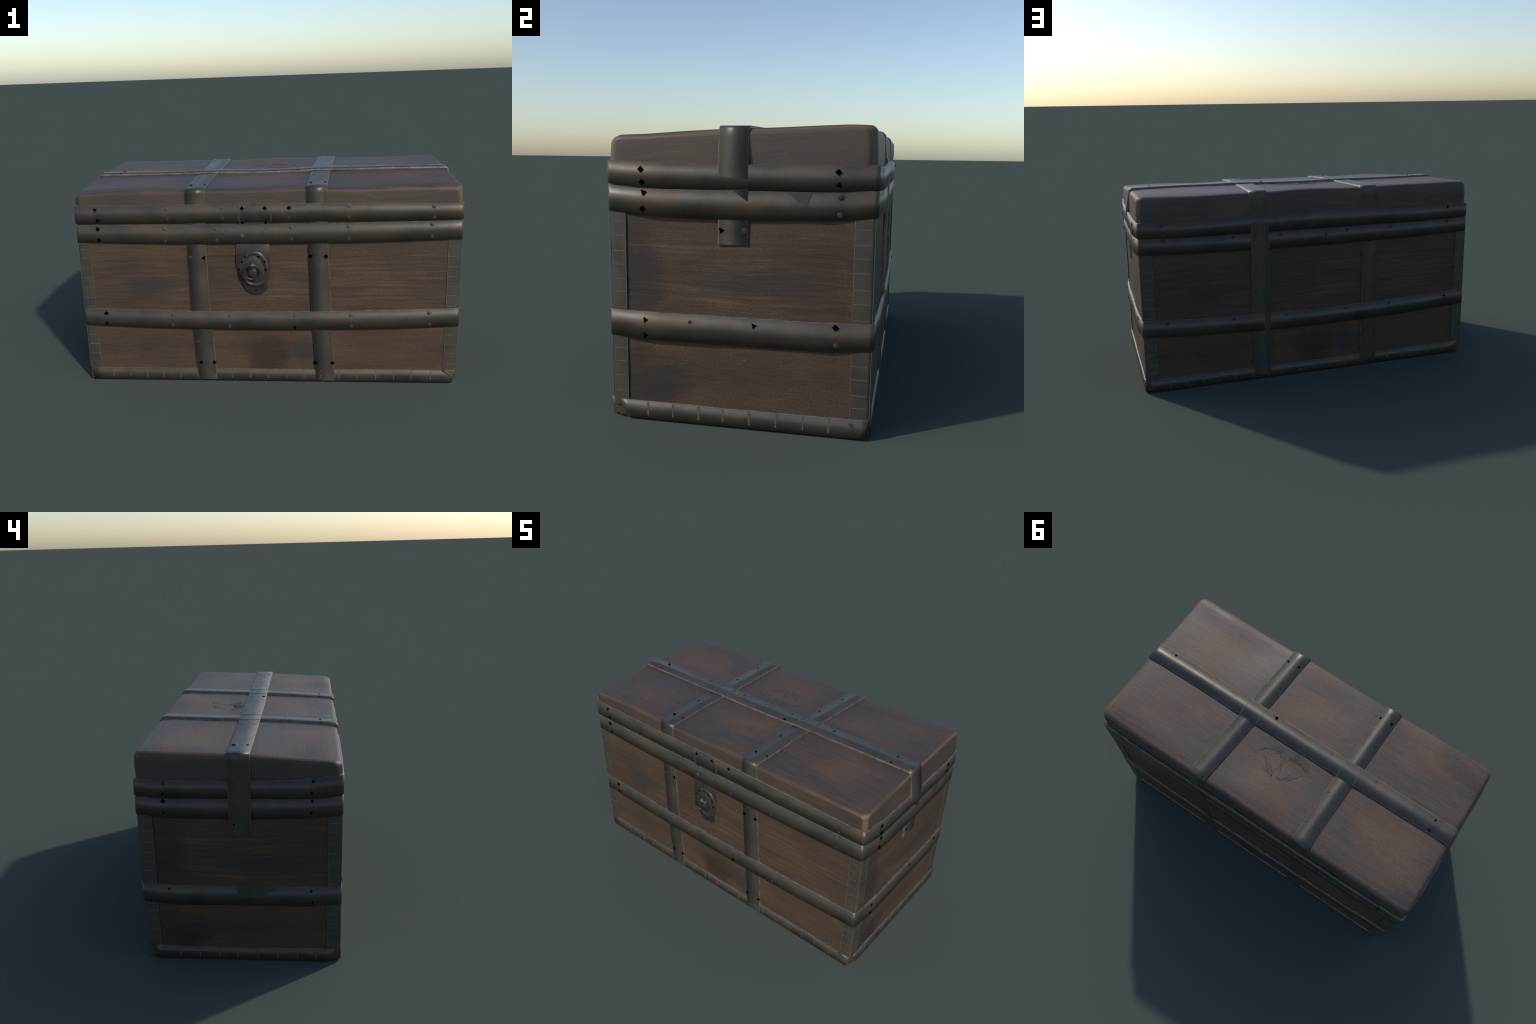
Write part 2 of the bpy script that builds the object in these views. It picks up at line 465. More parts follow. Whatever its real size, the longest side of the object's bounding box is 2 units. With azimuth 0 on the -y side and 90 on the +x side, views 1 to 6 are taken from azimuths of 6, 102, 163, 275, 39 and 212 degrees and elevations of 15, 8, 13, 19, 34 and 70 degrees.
def band(name, path, top, bot, thick, mat, crown=0.0):
    """flat iron hoop; top(x, y) and bot(x, y) give the hammered, sagging edges"""
    n = len(path)
    vs, fs, fm = [], [], []
    rows = 4
    for i, (x, y) in enumerate(path):
        a = Vector(path[i - 1]); b = Vector(path[(i + 1) % n])
        t = (b - a).normalized()
        nrm = Vector((t.y, -t.x))
        zt_, zb_ = top(x, y), bot(x, y)
        for d, z in ((thick, zt_), (0.0, zt_ - 0.0015), (0.0, zb_), (thick, zb_)):
            vs.append((x - nrm.x * d, y - nrm.y * d, z))
    for i in range(n):
        j = (i + 1) % n
        for k in range(rows):
            k2 = (k + 1) % rows
            fs.append((i * rows + k, j * rows + k, j * rows + k2, i * rows + k2))
            fm.append(1 if k == 0 else 0)
    return make(name, vs, fs, [mat, WORN], root, fm)

def side_of(x, y):
    ex = (abs(x) - 0.985); ey = (y - 0.495) if y > 0 else (-0.47 - y)
    if ex > ey:
        return 'r' if x > 0 else 'l'
    return 'b' if y > 0 else 'f'

def jitter(x, y, s, amp=0.0012):
    return amp * noise.noise(Vector((x * 6.0, y * 6.0, s)))

LOW_F_T = [(0.0, 0.396), (0.30, 0.399), (0.65, 0.408), (0.98, 0.417)]
LOW_F_B = [(0.0, 0.296), (0.30, 0.299), (0.65, 0.306), (0.98, 0.319)]
LOW_B_T = [(0.0, 0.388), (0.38, 0.395), (0.72, 0.406), (0.98, 0.418)]
LOW_B_B = [(0.0, 0.289), (0.38, 0.293), (0.72, 0.307), (0.98, 0.322)]
def low_top(x, y):
    s = side_of(x, y)
    z = lerp_table(LOW_F_T if s == 'f' else LOW_B_T, abs(x)) if s in 'fb' else 0.4145 + 0.010 * max(0, abs(y / 0.49) - 0.75)
    return z + jitter(x, y, 1.0)
def low_bot(x, y):
    s = side_of(x, y)
    z = lerp_table(LOW_F_B if s == 'f' else LOW_B_B, abs(x)) if s in 'fb' else 0.311 + 0.030 * max(0, abs(y / 0.49) - 0.7)
    return z + jitter(x, y, 2.0)
BODY_F_T = [(0.0, 0.8655), (0.5, 0.868), (0.98, 0.873)]
BODY_F_B = [(0.0, 0.762), (0.5, 0.767), (0.98, 0.778)]
END_B = [(-0.49, 0.778), (-0.25, 0.762), (0.06, 0.759), (0.35, 0.766), (0.50, 0.777)]
def body_top(x, y):
    s = side_of(x, y)
    z = lerp_table(BODY_F_T, abs(x)) if s == 'f' else 0.861 + 0.006 * smooth(0.6, 1.0, abs(x) if s == 'b' else abs(y / 0.49))
    if s in 'rl':
        z += 0.005 * smooth(-0.2, -0.47, y)
    return z + jitter(x, y, 3.0, 0.0008)
def body_bot(x, y):
    s = side_of(x, y)
    z = lerp_table(BODY_F_B, abs(x)) if s in 'fb' else lerp_table(END_B, y)
    return z + jitter(x, y, 4.0)
LIDB_B_T = [(-0.98, 0.952), (-0.69, 0.949), (-0.38, 0.958), (0.0, 0.967), (0.38, 0.957), (0.70, 0.945), (0.98, 0.952)]
LIDB_F_T = [(-0.98, 0.973), (0.0, 0.971), (0.5, 0.966), (0.98, 0.958)]
LIDB_END = [(-0.47, 0.958), (-0.25, 0.951), (0.0, 0.949), (0.20, 0.949), (0.49, 0.952)]
def lid_top_edge(x, y):
    s = side_of(x, y)
    if s == 'f': z = lerp_table(LIDB_F_T, x)
    elif s == 'b': z = lerp_table(LIDB_B_T, x)
    else:
        z = lerp_table(LIDB_END, y)
        if s == 'l': z += 0.014 * smooth(-0.2, -0.46, y)
    return z + jitter(x, y, 5.0)
def lid_bot_edge(x, y):
    s = side_of(x, y)
    if s == 'f': z = 0.8785
    else: z = 0.8625 + 0.009 * smooth(0.75, 1.0, abs(x) if s == 'b' else abs(y / 0.49))
    if s in 'rl': z += 0.006 * smooth(-0.3, -0.47, y)
    return z + jitter(x, y, 6.0, 0.0008)

band('lower_band', ring_path(-0.4750, 0.504, 0.998, 0.9935), low_top, low_bot, 0.020, IRON)
band('rim_band', ring_path(-0.4750, 0.504, 0.9965, 0.9930), body_top, body_bot, 0.020, IRON)
band('lid_band', ring_path(-0.4760, 0.505, 0.998, 0.9940), lid_top_edge, lid_bot_edge, 0.018, IRON)

# ---- base: rounded plinth and a rail along each side ---------------------------
def plinth():
    path = ring_path(-0.462, 0.490, 0.983, 0.979, (0.003, 0.003, 0.003, 0.003), 0.036, 0.1)
    prof = [(0.030, 0.0), (0.010, 0.0), (0.003, 0.004), (0.0, 0.014), (0.0, 0.050), (0.020, 0.052)]
    n = len(path); m = len(prof); vs, fs = [], []
    for i, (x, y) in enumerate(path):
        t = (Vector(path[(i + 1) % n]) - Vector(path[i - 1])).normalized()
        nrm = Vector((t.y, -t.x))
        for d, z in prof:
            vs.append((x - nrm.x * d, y - nrm.y * d, z))
    for i in range(n):
        j = (i + 1) % n
        for k in range(m - 1):
            fs.append((i * m + k, j * m + k, j * m + k + 1, i * m + k + 1))
    # close the hidden inner wall
        fs.append((i * m + m - 1, j * m + m - 1, j * m, i * m))
    make('plinth', vs, fs, [GUARD], root, sharp=60)
plinth()

def rail(a0, a1, side, out, top=0.074, cut0=0.0, cut1=0.0):
    """base rail on one side: a rounded iron strip; cut0 and cut1 slant its ends"""
    prof = [(0.014, top), (0.0, top - 0.0012), (0.0, 0.005), (0.024, 0.002)]
    m = len(prof); n = 40; vs, fs, fm = [], [], []
    sg = -1 if side in 'fl' else 1
    for i in range(n + 1):
        t = i / n
        for d, z in prof:
            k = (top - z) / top
            b0, b1 = a0 + cut0 * k, a1 - cut1 * k
            a = b0 + (b1 - b0) * t
            o = sg * (abs(out) - d)
            zz = z + (0.0016 * noise.noise(Vector((a * 5, out, 0.3))) - 0.003 * (1 - abs(2 * t - 1)) if z > 0.06 else 0)
            vs.append((a, o, zz) if side in 'fb' else (o, a, zz))
    for i in range(n):
        for k in range(m):
            k2 = (k + 1) % m
            fs.append((i * m + k, (i + 1) * m + k, (i + 1) * m + k2, i * m + k2))
            fm.append(1 if k == 0 else 0)
    fs.append(tuple(range(m))); fs.append(tuple(n * m + k for k in range(m))); fm += [0, 0]
    ob = make('base_rail', vs, fs, [RAIL_IRON, WORN], root, fm, sharp=100)
    return ob
rail(-0.974, 0.976, 'f', -0.4708, cut0=0.012, cut1=0.014)
rail(-0.955, 0.962, 'b', 0.4955, cut0=0.010, cut1=0.012)
rail(-0.432, 0.488, 'r', 0.9895, cut0=0.028, cut1=0.010)
rail(-0.440, 0.446, 'l', -0.9865, cut0=0.020, cut1=0.006)

# rubbed seams across the rails and the corner guards (thin raised beads)
def beads(name, items, mat):
    """items: (centre, half sizes) boxes joined in one mesh"""
    vs, fs = [], []
    for c, h in items:
        o = len(vs)
        for dz in (-1, 1):
            for dy in (-1, 1):
                for dx in (-1, 1):
                    vs.append((c[0] + dx * h[0], c[1] + dy * h[1], c[2] + dz * h[2]))
        fs += [tuple(o + k for k in f) for f in ((0, 1, 3, 2), (4, 5, 7, 6), (0, 1, 5, 4), (2, 3, 7, 6), (0, 2, 6, 4), (1, 3, 7, 5))]
    ob = make(name, vs, fs, [mat], root, smooth_shade=False)
    ob['kind'] = 'stuff'
    return ob
it = []
for k in range(-9, 10):
    x = k * 0.0945 + random.uniform(-0.004, 0.004)
    w = random.uniform(0.0018, 0.0032)
    it.append(((x, -0.4708, 0.044), (w, 0.0008, 0.026)))
    it.append(((-x, 0.4955, 0.044), (w, 0.0008, 0.026)))
for k in range(-3, 5):
    y = -0.033 + k * 0.096 + random.uniform(-0.004, 0.004)
    w = random.uniform(0.0022, 0.0040)
    it.append(((0.9895, y, 0.044), (0.0008, w, 0.026)))
    it.append(((-0.9865, -y, 0.044), (0.0008, w, 0.026)))
beads('rail_seam', it, SEAM)

# ---- corner guards: L-shaped iron angles with sewn-looking seams -----------------
def guard(sx, sy):
    xo = 0.9850 if sx > 0 else 0.9810; yo = (0.4655 if sx > 0 else 0.4695) if sy < 0 else 0.4940
    wx, wy, r, th = 0.069, (0.066 if sy < 0 else 0.073), 0.016, 0.014
    sec = [(xo - wx, yo)]
    for k in range(6):
        a = math.radians(90 - 90 * k / 5)
        sec.append((xo - r + r * math.cos(a), yo - r + r * math.sin(a)))
    sec.append((xo, yo - wy))
    sec += [(xo - th, yo - wy), (xo - th, yo - th), (xo - wx, yo - th)]
    zs = [0.05 + (0.868 - 0.05) * k / 8 for k in range(9)]
    m = len(sec); vs, fs = [], []
    for z in zs:
        for x, y in sec:
            vs.append((sx * x, sy * y, z))
    for i in range(len(zs) - 1):
        for k in range(m):
            k2 = (k + 1) % m
            fs.append((i * m + k, i * m + k2, (i + 1) * m + k2, (i + 1) * m + k))
    fs.append(tuple(range(m))); fs.append(tuple((len(zs) - 1) * m + k for k in range(m)))
    make('corner_guard', vs, fs, [GUARD], root, sharp=30)
    items = []
    z = 0.110
    while z < 0.75:
        zz = z + random.uniform(-0.004, 0.004)
        w = random.uniform(0.0010, 0.0019)
        if not 0.29 < z < 0.42:
            items.append(((sx * (xo - r / 2 - wx / 2), sy * yo, zz), (wx / 2 - r / 2 - 0.001, 0.0006, w)))
            items.append(((sx * xo, sy * (yo - r / 2 - wy / 2), zz + random.uniform(-0.002, 0.002)), (0.0006, wy / 2 - r / 2 - 0.001, w)))
        z += 0.0527
    for z0, z1 in ((0.076, 0.32), (0.40, 0.775)):
        items.append(((sx * (xo - wx + 0.0015), sy * yo, (z0 + z1) / 2), (0.0013, 0.0006, (z1 - z0) / 2)))
        items.append(((sx * xo, sy * (yo - wy + 0.0015), (z0 + z1) / 2), (0.0006, 0.0013, (z1 - z0) / 2)))
        # rubbed arris
        items.append(((sx * (xo - 0.0040), sy * (yo - 0.0040), (z0 + z1) / 2), (0.0011, 0.0011, (z1 - z0) / 2)))
    return items
its = []
for sx in (1, -1):
    for sy in (-1, 1):
        its += guard(sx, sy)
beads('guard_seam', its, SEAM)

# ---- straps ----------------------------------------------------------------------
def strap(name, stations, thick=0.011, mat=None):
    """stations: (left edge point, right edge point, outward direction)"""
    vs, fs, fm, nr = [], [], [], []
    for L, Rr, out in stations:
        L, Rr, out = Vector(L), Vector(Rr), Vector(out).normalized()
        side = (Rr - L).normalized(); mid = (L + Rr) / 2; h = (Rr - L).length / 2 - 0.0008
        for q in (-1.0, -0.95, 0.95, 1.0):
            vs.append(mid + side * h * q)
            a = math.radians(45) * q
            nr.append((out * math.cos(a) + side * math.sin(a)).normalized())
        for q in (1.0, -1.0):
            vs.append(mid + side * (h + 0.0008) * q - out * thick)
            nr.append((side * q - out * 0.3).normalized())
    n = len(stations); m = 6
    for i in range(n - 1):
        for k in range(m):
            k2 = (k + 1) % m
            fs.append((i * m + k, i * m + k2, (i + 1) * m + k2, (i + 1) * m + k))
            fm.append(0 if k in (1, 4) else 1)
    fs.append(tuple(range(m))); fs.append(tuple((n - 1) * m + k for k in range(m))); fm += [1, 1]
    ob = make(name, vs, fs, [mat or STRAP_IRON, WORN], root, fm)
    # soften along the length, keep the hard turn over the lid's edge readable
    ob.data.normals_split_custom_set_from_vertices([tuple(v) for v in nr])
    return ob

UP = (0, 0, 1)
def cross_strap(front_tab, top_tab, back_tab, back_push):
    st = []
    F, B = (0, -1, 0), (0, 1, 0)
    def add(tab, key, y, z, out, dy=(0, 0)):
        l = lerp_table([(k, a) for k, a, b in tab], key); r = lerp_table([(k, b) for k, a, b in tab], key)
        st.append(((l, y + dy[0], z), (r, y + dy[1], z), out))
    for z, y in ((0.008, -0.471), (0.05, -0.4718), (0.15, -0.4705), (0.28, -0.470), (0.36, -0.470), (0.42, -0.470), (0.55, -0.470),
                 (0.69, -0.470), (0.78, -0.470), (0.86, -0.4705), (0.90, -0.4705), (0.96, -0.4715), (1.000, -0.4705), (1.022, -0.4690)):
        add(front_tab, z, y, z, F)
    lz = lambda y: lid_z((top_tab[0][1] + top_tab[0][2]) / 2, y) + 0.0090
    for y, dz, out in ((-0.4670, -0.011, (0, -0.85, 0.5)), (-0.4625, -0.0035, (0, -0.55, 0.83)), (-0.454, -0.0003, (0, -0.2, 1))):
        add(top_tab, y, y, lz(-0.45) + dz, out)
    for y in (-0.42, -0.38, -0.30, -0.2, -0.1, 0.0, 0.1, 0.2, 0.3, 0.38, 0.44):
        add(top_tab, y, y, lz(y), UP)
    for y, dz, out in ((0.463, 0.0, (0, 0.25, 1)), (0.476, -0.004, (0, 0.6, 0.8)), (0.485, -0.013, (0, 0.9, 0.3))):
        add(top_tab, y, y, lz(0.45) + dz, out)
    for z, y in ((1.04, 0.4885), (0.985, 0.4935), (0.945, 0.4970), (0.91, 0.4985), (0.875, 0.4990), (0.80, 0.4990), (0.76, 0.4990), (0.60, 0.4980),
                 (0.44, 0.4980), (0.40, 0.4980), (0.35, 0.4980), (0.29, 0.4980), (0.20, 0.4980), (0.08, 0.4990), (0.028, 0.4990)):
        d = back_push(z)
        add(back_tab, -z, y, z, B, d)
    return strap('cross_strap', st)

def push_right(z):
    a = 0.0066 if 0.74 < z < 0.96 else 0.0
    lo, hi = (0.0085, 0.001) if 0.28 < z < 0.41 else (a, a)
    return (lo, hi)
cross_strap([(0.008, 0.255, 0.356), (0.11, 0.250, 0.350), (0.29, 0.239, 0.345), (0.40, 0.233, 0.341), (0.76, 0.221, 0.323), (1.04, 0.216, 0.320)],
            [(-0.46, 0.216, 0.320), (-0.057, 0.237, 0.341), (0.055, 0.242, 0.349), (0.474, 0.275, 0.377)],
            [(-1.05, 0.274, 0.376), (-0.76, 0.271, 0.374), (-0.028, 0.267, 0.370)], push_right)
cross_strap([(0.008, -0.379, -0.276), (0.10, -0.383, -0.280), (0.29, -0.395, -0.287), (0.40, -0.399, -0.296), (0.76, -0.399, -0.300), (1.04, -0.396, -0.295)],
            [(-0.46, -0.394, -0.294), (-0.057, -0.387, -0.288), (0.055, -0.386, -0.283), (0.474, -0.384, -0.280)],
            [(-1.05, -0.386, -0.284), (-0.76, -0.398, -0.297), (-0.028, -0.389, -0.286)], lambda z: (0.0, 0.0))

def long_strap():
    st = []
    W = [(-1.0, -0.050, 0.054), (-0.29, -0.057, 0.056), (0.34, -0.056, 0.056), (1.0, -0.053, 0.055)]
    def add(x, z, out, dx=(0, 0)):
        a = lerp_table([(k, p) for k, p, q in W], x); b = lerp_table([(k, q) for k, p, q in W], x)
        st.append(((x + dx[0], a, z), (x + dx[1], b, z), out))
    for z, x in ((0.674, -0.9970), (0.70, -0.9970), (0.76, -0.9985), (0.80, -1.0000), (0.86, -1.0005), (0.92, -0.9995), (0.95, -0.9965), (1.00, -0.9885), (1.035, -0.9825)):
        add(x, z, (-1, 0, 0))
    zt = lambda x: lid_z(x, 0.0) + 0.0105
    for x, dz, out in ((-0.979, -0.010, (-0.9, 0, 0.3)), (-0.974, -0.003, (-0.6, 0, 0.8)), (-0.965, 0.0, (-0.2, 0, 1))):
        add(x, zt(-0.96) + dz, out)
    for k in range(25):
        x = -0.93 + 1.86 * k / 24
        add(x, zt(x) + 0.003 * smooth(0.5, 0.2, abs(abs(x) - 0.32) * 3), UP)
    for x, dz, out in ((0.960, 0.0, (0.2, 0, 1)), (0.971, -0.003, (0.6, 0, 0.8)), (0.978, -0.010, (0.9, 0, 0.3))):
        add(x, zt(0.96) + dz, out)
    # the right-hand tail dives under the lid band and the rim band
    for z, x, d in ((1.04, 0.9825, (0, 0)), (1.00, 0.9900, (0, 0)), (0.955, 0.9985, (0, 0)), (0.93, 0.9995, (0, 0)), (0.905, 0.9985, (-0.001, 0.0005)),
                    (0.880, 0.9955, (-0.002, 0.0)), (0.862, 0.9962, (-0.002, 0.003)), (0.800, 0.9945, (-0.002, 0.0005)), (0.76, 0.9930, (0, 0)), (0.71, 0.9925, (0, 0)), (0.670, 0.9925, (0, 0))):
        add(x, z, (1, 0, 0), d)
    return strap('long_strap', st, 0.012)
long_strap()
beads('strap_seam', [((x, 0.0, lid_z(x, 0.0) + 0.0105 + 0.003 * smooth(0.5, 0.2, abs(abs(x) - 0.32) * 3) + 0.0003), (0.0008, 0.0535, 0.0007))
                     for x in (-0.3865, -0.2855, 0.2395, 0.345)], WORN)

# ---- rivets and studs --------------------------------------------------------------
def dome(name, mat, r=0.0102, h=0.0016):
    vs = [(0, 0, h)]; fs = []
    rings = ((0.55, 0.8), (0.9, 0.35), (1.0, -0.4))
    n = 14
    for rr, hh in rings:
        for k in range(n):
            a = 2 * math.pi * k / n
            vs.append((r * rr * math.cos(a), r * rr * math.sin(a), h * hh))
    for k in range(n):
        fs.append((0, 1 + k, 1 + (k + 1) % n))
        for q in range(len(rings) - 1):
            fs.append((1 + q * n + k, 1 + (q + 1) * n + k, 1 + (q + 1) * n + (k + 1) % n, 1 + q * n + (k + 1) % n))
    fs.append(tuple(1 + (len(rings) - 1) * n + k for k in range(n)))
    return make(name, vs, fs, [mat], root)

def stud(name, pts, h=0.0014):
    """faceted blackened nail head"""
    n = len(pts)
    vs = [(x, y, -0.002) for x, y in pts] + [(x * 0.96, y * 0.96, h) for x, y in pts]
    fs = [tuple(range(n)), tuple(range(n, 2 * n))] + [(k, (k + 1) % n, n + (k + 1) % n, n + k) for k in range(n)]
    return make(name, vs, fs, [BLACK], root, smooth_shade=False)

FACE = {'f': (math.pi / 2, 0, 0), 'b': (math.pi / 2, 0, math.pi), 'r': (math.pi / 2, 0, math.pi / 2), 'l': (math.pi / 2, 0, -math.pi / 2), 't': (0, 0, 0)}
def at(side, u, v, depth):
    """u runs along the side in chest coordinates, v is the height"""
    return {'f': (u, -depth, v), 'b': (u, depth, v), 'r': (depth, u, v), 'l': (-depth, u, v), 't': (u, v, depth)}[side]

proto = {'pale': dome('rivet', PALE), 'dull': dome('rivet', DULL, 0.0102, 0.0009),
         'shade': dome('rivet', SHADE, 0.0082, 0.0001), 'faint': dome('rivet', STRAP_IRON, 0.0085, 0.0001), 'dia': stud('nail_head', [(0.0116, 0), (0, 0.0122), (-0.0116, 0), (0, -0.0122)]),
         'tri': stud('nail_head', [(0.0108, 0.001), (-0.0075, 0.0112), (-0.006, -0.0106)]),
         'small': stud('nail_head', [(0.0065, 0.0045), (-0.002, 0.0075), (-0.007, -0.003), (0.001, -0.0075)])}
used = set()
def fix(kind, side, u, v, depth, spin=0.0, scale=1.0):
    ob = proto[kind]
    rot = Matrix.Rotation(spin, 3, 'Z')
    base = (Matrix.Rotation(FACE[side][2], 3, 'Z') @ Matrix.Rotation(FACE[side][0], 3, 'X')) if side != 't' else Matrix.Identity(3)
    eul = (base @ rot).to_euler()
    if kind not in used:
        used.add(kind)
        ob.location = at(side, u, v, depth); ob.rotation_euler = eul; ob.scale = (scale,) * 3
        return ob
    return copy_of(ob, at(side, u, v, depth), eul, None, (scale,) * 3)

DF, DB, DR, DL = 0.4760, 0.5045, 0.9980, 0.9938
# bands, front: pale rivets
for u, v in ((-0.494, 0.950), (-0.207, 0.953), (0.426, 0.953), (0.840, 0.945),
             (-0.509, 0.847), (-0.244, 0.844), (-0.112, 0.806), (0.004, 0.824), (0.137, 0.848), (0.426, 0.850), (0.834, 0.856),
             (-0.497, 0.381), (-0.194, 0.375), (0.151, 0.377), (0.439, 0.379), (0.834, 0.393)):
    fix('pale', 'f', u, v, DF - 0.0002)
for u, v in ((-0.492, 0.897), (-0.206, 0.899), (0.130, 0.899), (0.426, 0.897), (0.842, 0.889),
             (-0.510, 0.784), (-0.242, 0.782), (0.139, 0.786), (0.426, 0.785), (0.834, 0.793),
             (-0.501, 0.322), (-0.195, 0.316), (0.439, 0.319), (0.835, 0.330)):
    fix('dull', 'f', u, v, DF - 0.0004, 0, 0.95)
for u, v in ((-0.371, 0.225), (-0.302, 0.225), (-0.386, 0.692)):
    fix('dull', 'f', u, v, 0.4703)
# bands, front: blackened heads
for k, u, v, s in (('tri', -0.867, 0.952, 2.6), ('tri', -0.857, 0.894, 0), ('dia', -0.861, 0.849, 0.5), ('tri', -0.857, 0.789, 0),
                   ('dia', -0.106, 0.947, 0.1), ('dia', 0.009, 0.947, 0.1), ('dia', 0.130, 0.947, 0.0),
                   ('dia', -0.859, 0.388, 0.1), ('tri', -0.861, 0.329, -0.4), ('tri', 0.150, 0.312, 0.8)):
    fix(k, 'f', u, v, DF, s)
for k, u, v, s in (('tri', -0.106, 0.872, -1.3), ('tri', 0.010, 0.873, -1.8), ('tri', -0.315, 0.691, 3.1), ('dia', 0.233, 0.694, 0.0), ('dia', 0.312, 0.694, 0.1),
                   ('dia', -0.361, 0.107, 0), ('dia', -0.288, 0.107, 0.1), ('dia', 0.254, 0.110, 0.6), ('dia', 0.342, 0.109, 0)):
    fix(k, 'f', u, v, 0.4712, s)
# right end
for k, u, v, s in (('dia', -0.335, 0.927, 0), ('dia', -0.331, 0.881, 0), ('tri', -0.325, 0.846, 0.2), ('dia', -0.330, 0.788, 0),
                   ('dia', 0.363, 0.927, 0), ('tri', 0.366, 0.884, 1.2),
                   ('tri', -0.324, 0.384, 0), ('tri', -0.325, 0.326, 0), ('tri', 0.081, 0.387, 0.2), ('dia', 0.366, 0.400, 0)):
    fix(k, 'r', u, v, DR, s)
fix('tri', 'r', -0.040, 0.720, 0.9930, 0.1)
for u, v in ((0.371, 0.846), (0.372, 0.785), (-0.155, 0.386), (0.370, 0.336)):
    fix('dull', 'r', u, v, DR - 0.0005)
fix('dull', 'r', 0.042, 0.722, 0.9925)
# left end
for k, u, v, s in (('dia', 0.357, 0.849, 0.2),):
    fix(k, 'l', u, v, DL, s)
for u, v in ((0.356, 0.884), (0.358, 0.792), (-0.333, 0.947), (-0.327, 0.891), (-0.329, 0.853), (-0.324, 0.794), (0.358, 0.396), (-0.326, 0.394), (-0.333, 0.333)):
    fix('small', 'l', u, v, DL, u * 9, 1.0)
fix('dull', 'l', 0.350, 0.934, DL - 0.0005)
fix('small', 'l', 0.031, 0.735, 0.9978, 1.0, 0.8); fix('dull', 'l', -0.035, 0.736, 0.9972)
# back
for u, v in ((0.856, 0.934), (0.854, 0.881), (0.468, 0.942), (0.465, 0.886), (0.177, 0.946), (0.172, 0.892), (-0.189, 0.949), (-0.190, 0.892), (-0.470, 0.944),
             (0.852, 0.854), (0.476, 0.844), (0.203, 0.842), (0.060, 0.802), (-0.066, 0.825), (-0.195, 0.843), (-0.468, 0.841), (-0.844, 0.852),
             (0.853, 0.392), (0.481, 0.378), (0.175, 0.371), (-0.190, 0.372), (-0.467, 0.375)):
    fix('dull', 'b', u, v, DB - 0.0004)
fix('small', 'b', -0.845, 0.935, DB, 0.3); fix('small', 'b', -0.847, 0.383, DB, 1.2)
for u, v in ((0.362, 0.684), (0.290, 0.683), (0.360, 0.228), (0.288, 0.226), (0.357, 0.110), (0.288, 0.106),
             (-0.302, 0.687), (-0.374, 0.684), (-0.293, 0.116), (-0.366, 0.112)):
    fix('dull', 'b', u, v, 0.4980)
# lid straps
for u, v, k in ((0.851, -0.038, 'small'), (0.851, 0.033, 'faint'), (0.454, -0.038, 'faint'), (0.455, 0.031, 'faint'), (0.164, -0.040, 'dia'), (0.163, 0.032, 'faint'),
                (-0.198, -0.036, 'faint'), (-0.198, 0.034, 'faint'), (-0.480, -0.033, 'faint'), (-0.479, 0.035, 'faint'), (-0.848, -0.030, 'small'), (-0.846, 0.037, 'tri')):
    z = lid_z(u, 0.0) + 0.0105 + 0.003 * smooth(0.5, 0.2, abs(abs(u) - 0.32) * 3)
    if k == 'faint' and v > 0: k = 'shade'  # rivets on the strap's unlit half get a colour darkened for its shade
    fix(k, 't', u, v, z + 0.0004, u * 7, 0.95)
for u, v, k in ((0.312, -0.376, 'small'), (0.238, -0.380, 'small'), (0.345, 0.159, 'faint'), (0.262, 0.159, 'faint'), (0.319, -0.188, 'faint'), (0.251, -0.187, 'faint'),
                (0.352, 0.357, 'faint'), (0.286, 0.357, 'faint'), (-0.306, -0.374, 'small'), (-0.378, -0.377, 'tri'), (-0.304, -0.187, 'faint'), (-0.370, -0.185, 'faint'),
                (-0.298, 0.156, 'faint'), (-0.366, 0.160, 'faint'), (-0.296, 0.356, 'faint'), (-0.365, 0.354, 'faint')):
    if k == 'faint' and u < (0.30 if u > 0 else -0.335): k = 'shade'
    xm = 0.268 if u > 0 else -0.344
    fix(k, 't', u, v, lid_z(xm, v) + 0.0090 + 0.0004, u * 7 + v, 0.95)

# ---- lock --------------------------------------------------------------------------
def slab(name, outline, y_front, thick, mats, parent, bevel=0.0):
    """plate cut to an outline in the x-z plane, standing on the front of the chest"""
    n = len(outline); vs, fs, fm = [], [], []
    cx = sum(p[0] for p in outline) / n; cz = sum(p[1] for p in outline) / n
    rings = ((0.0, y_front + thick), (0.0, y_front + bevel * 0.8), (bevel, y_front))
    for ins, y in rings:
        for x, z in outline:
            d = Vector((cx - x, cz - z)); d = d.normalized() * ins if d.length else d
            vs.append((x + d.x, y, z + d.y))
    for q in range(2):
        for k in range(n):
            k2 = (k + 1) % n
            fs.append((q * n + k, q * n + k2, (q + 1) * n + k2, (q + 1) * n + k)); fm.append(1 if q == 0 else 0)
    fs.append(tuple(range(n))); fs.append(tuple(2 * n + k for k in range(n))); fm += [0, 0]
    return make(name, vs, fs, mats, parent, fm, sharp=50)

def closed_spline(pts, sub=6):
    out = []; n = len(pts)
    for i in range(n):
        p0, p1, p2, p3 = (Vector(pts[(i + k) % n]) for k in (-1, 0, 1, 2))
        for s in range(sub):
            t = s / sub
            out.append(tuple(0.5 * ((2 * p1) + (p2 - p0) * t + (2 * p0 - 5 * p1 + 4 * p2 - p3) * t * t + (3 * p1 - p0 - 3 * p2 + p3) * t ** 3)))
    return out

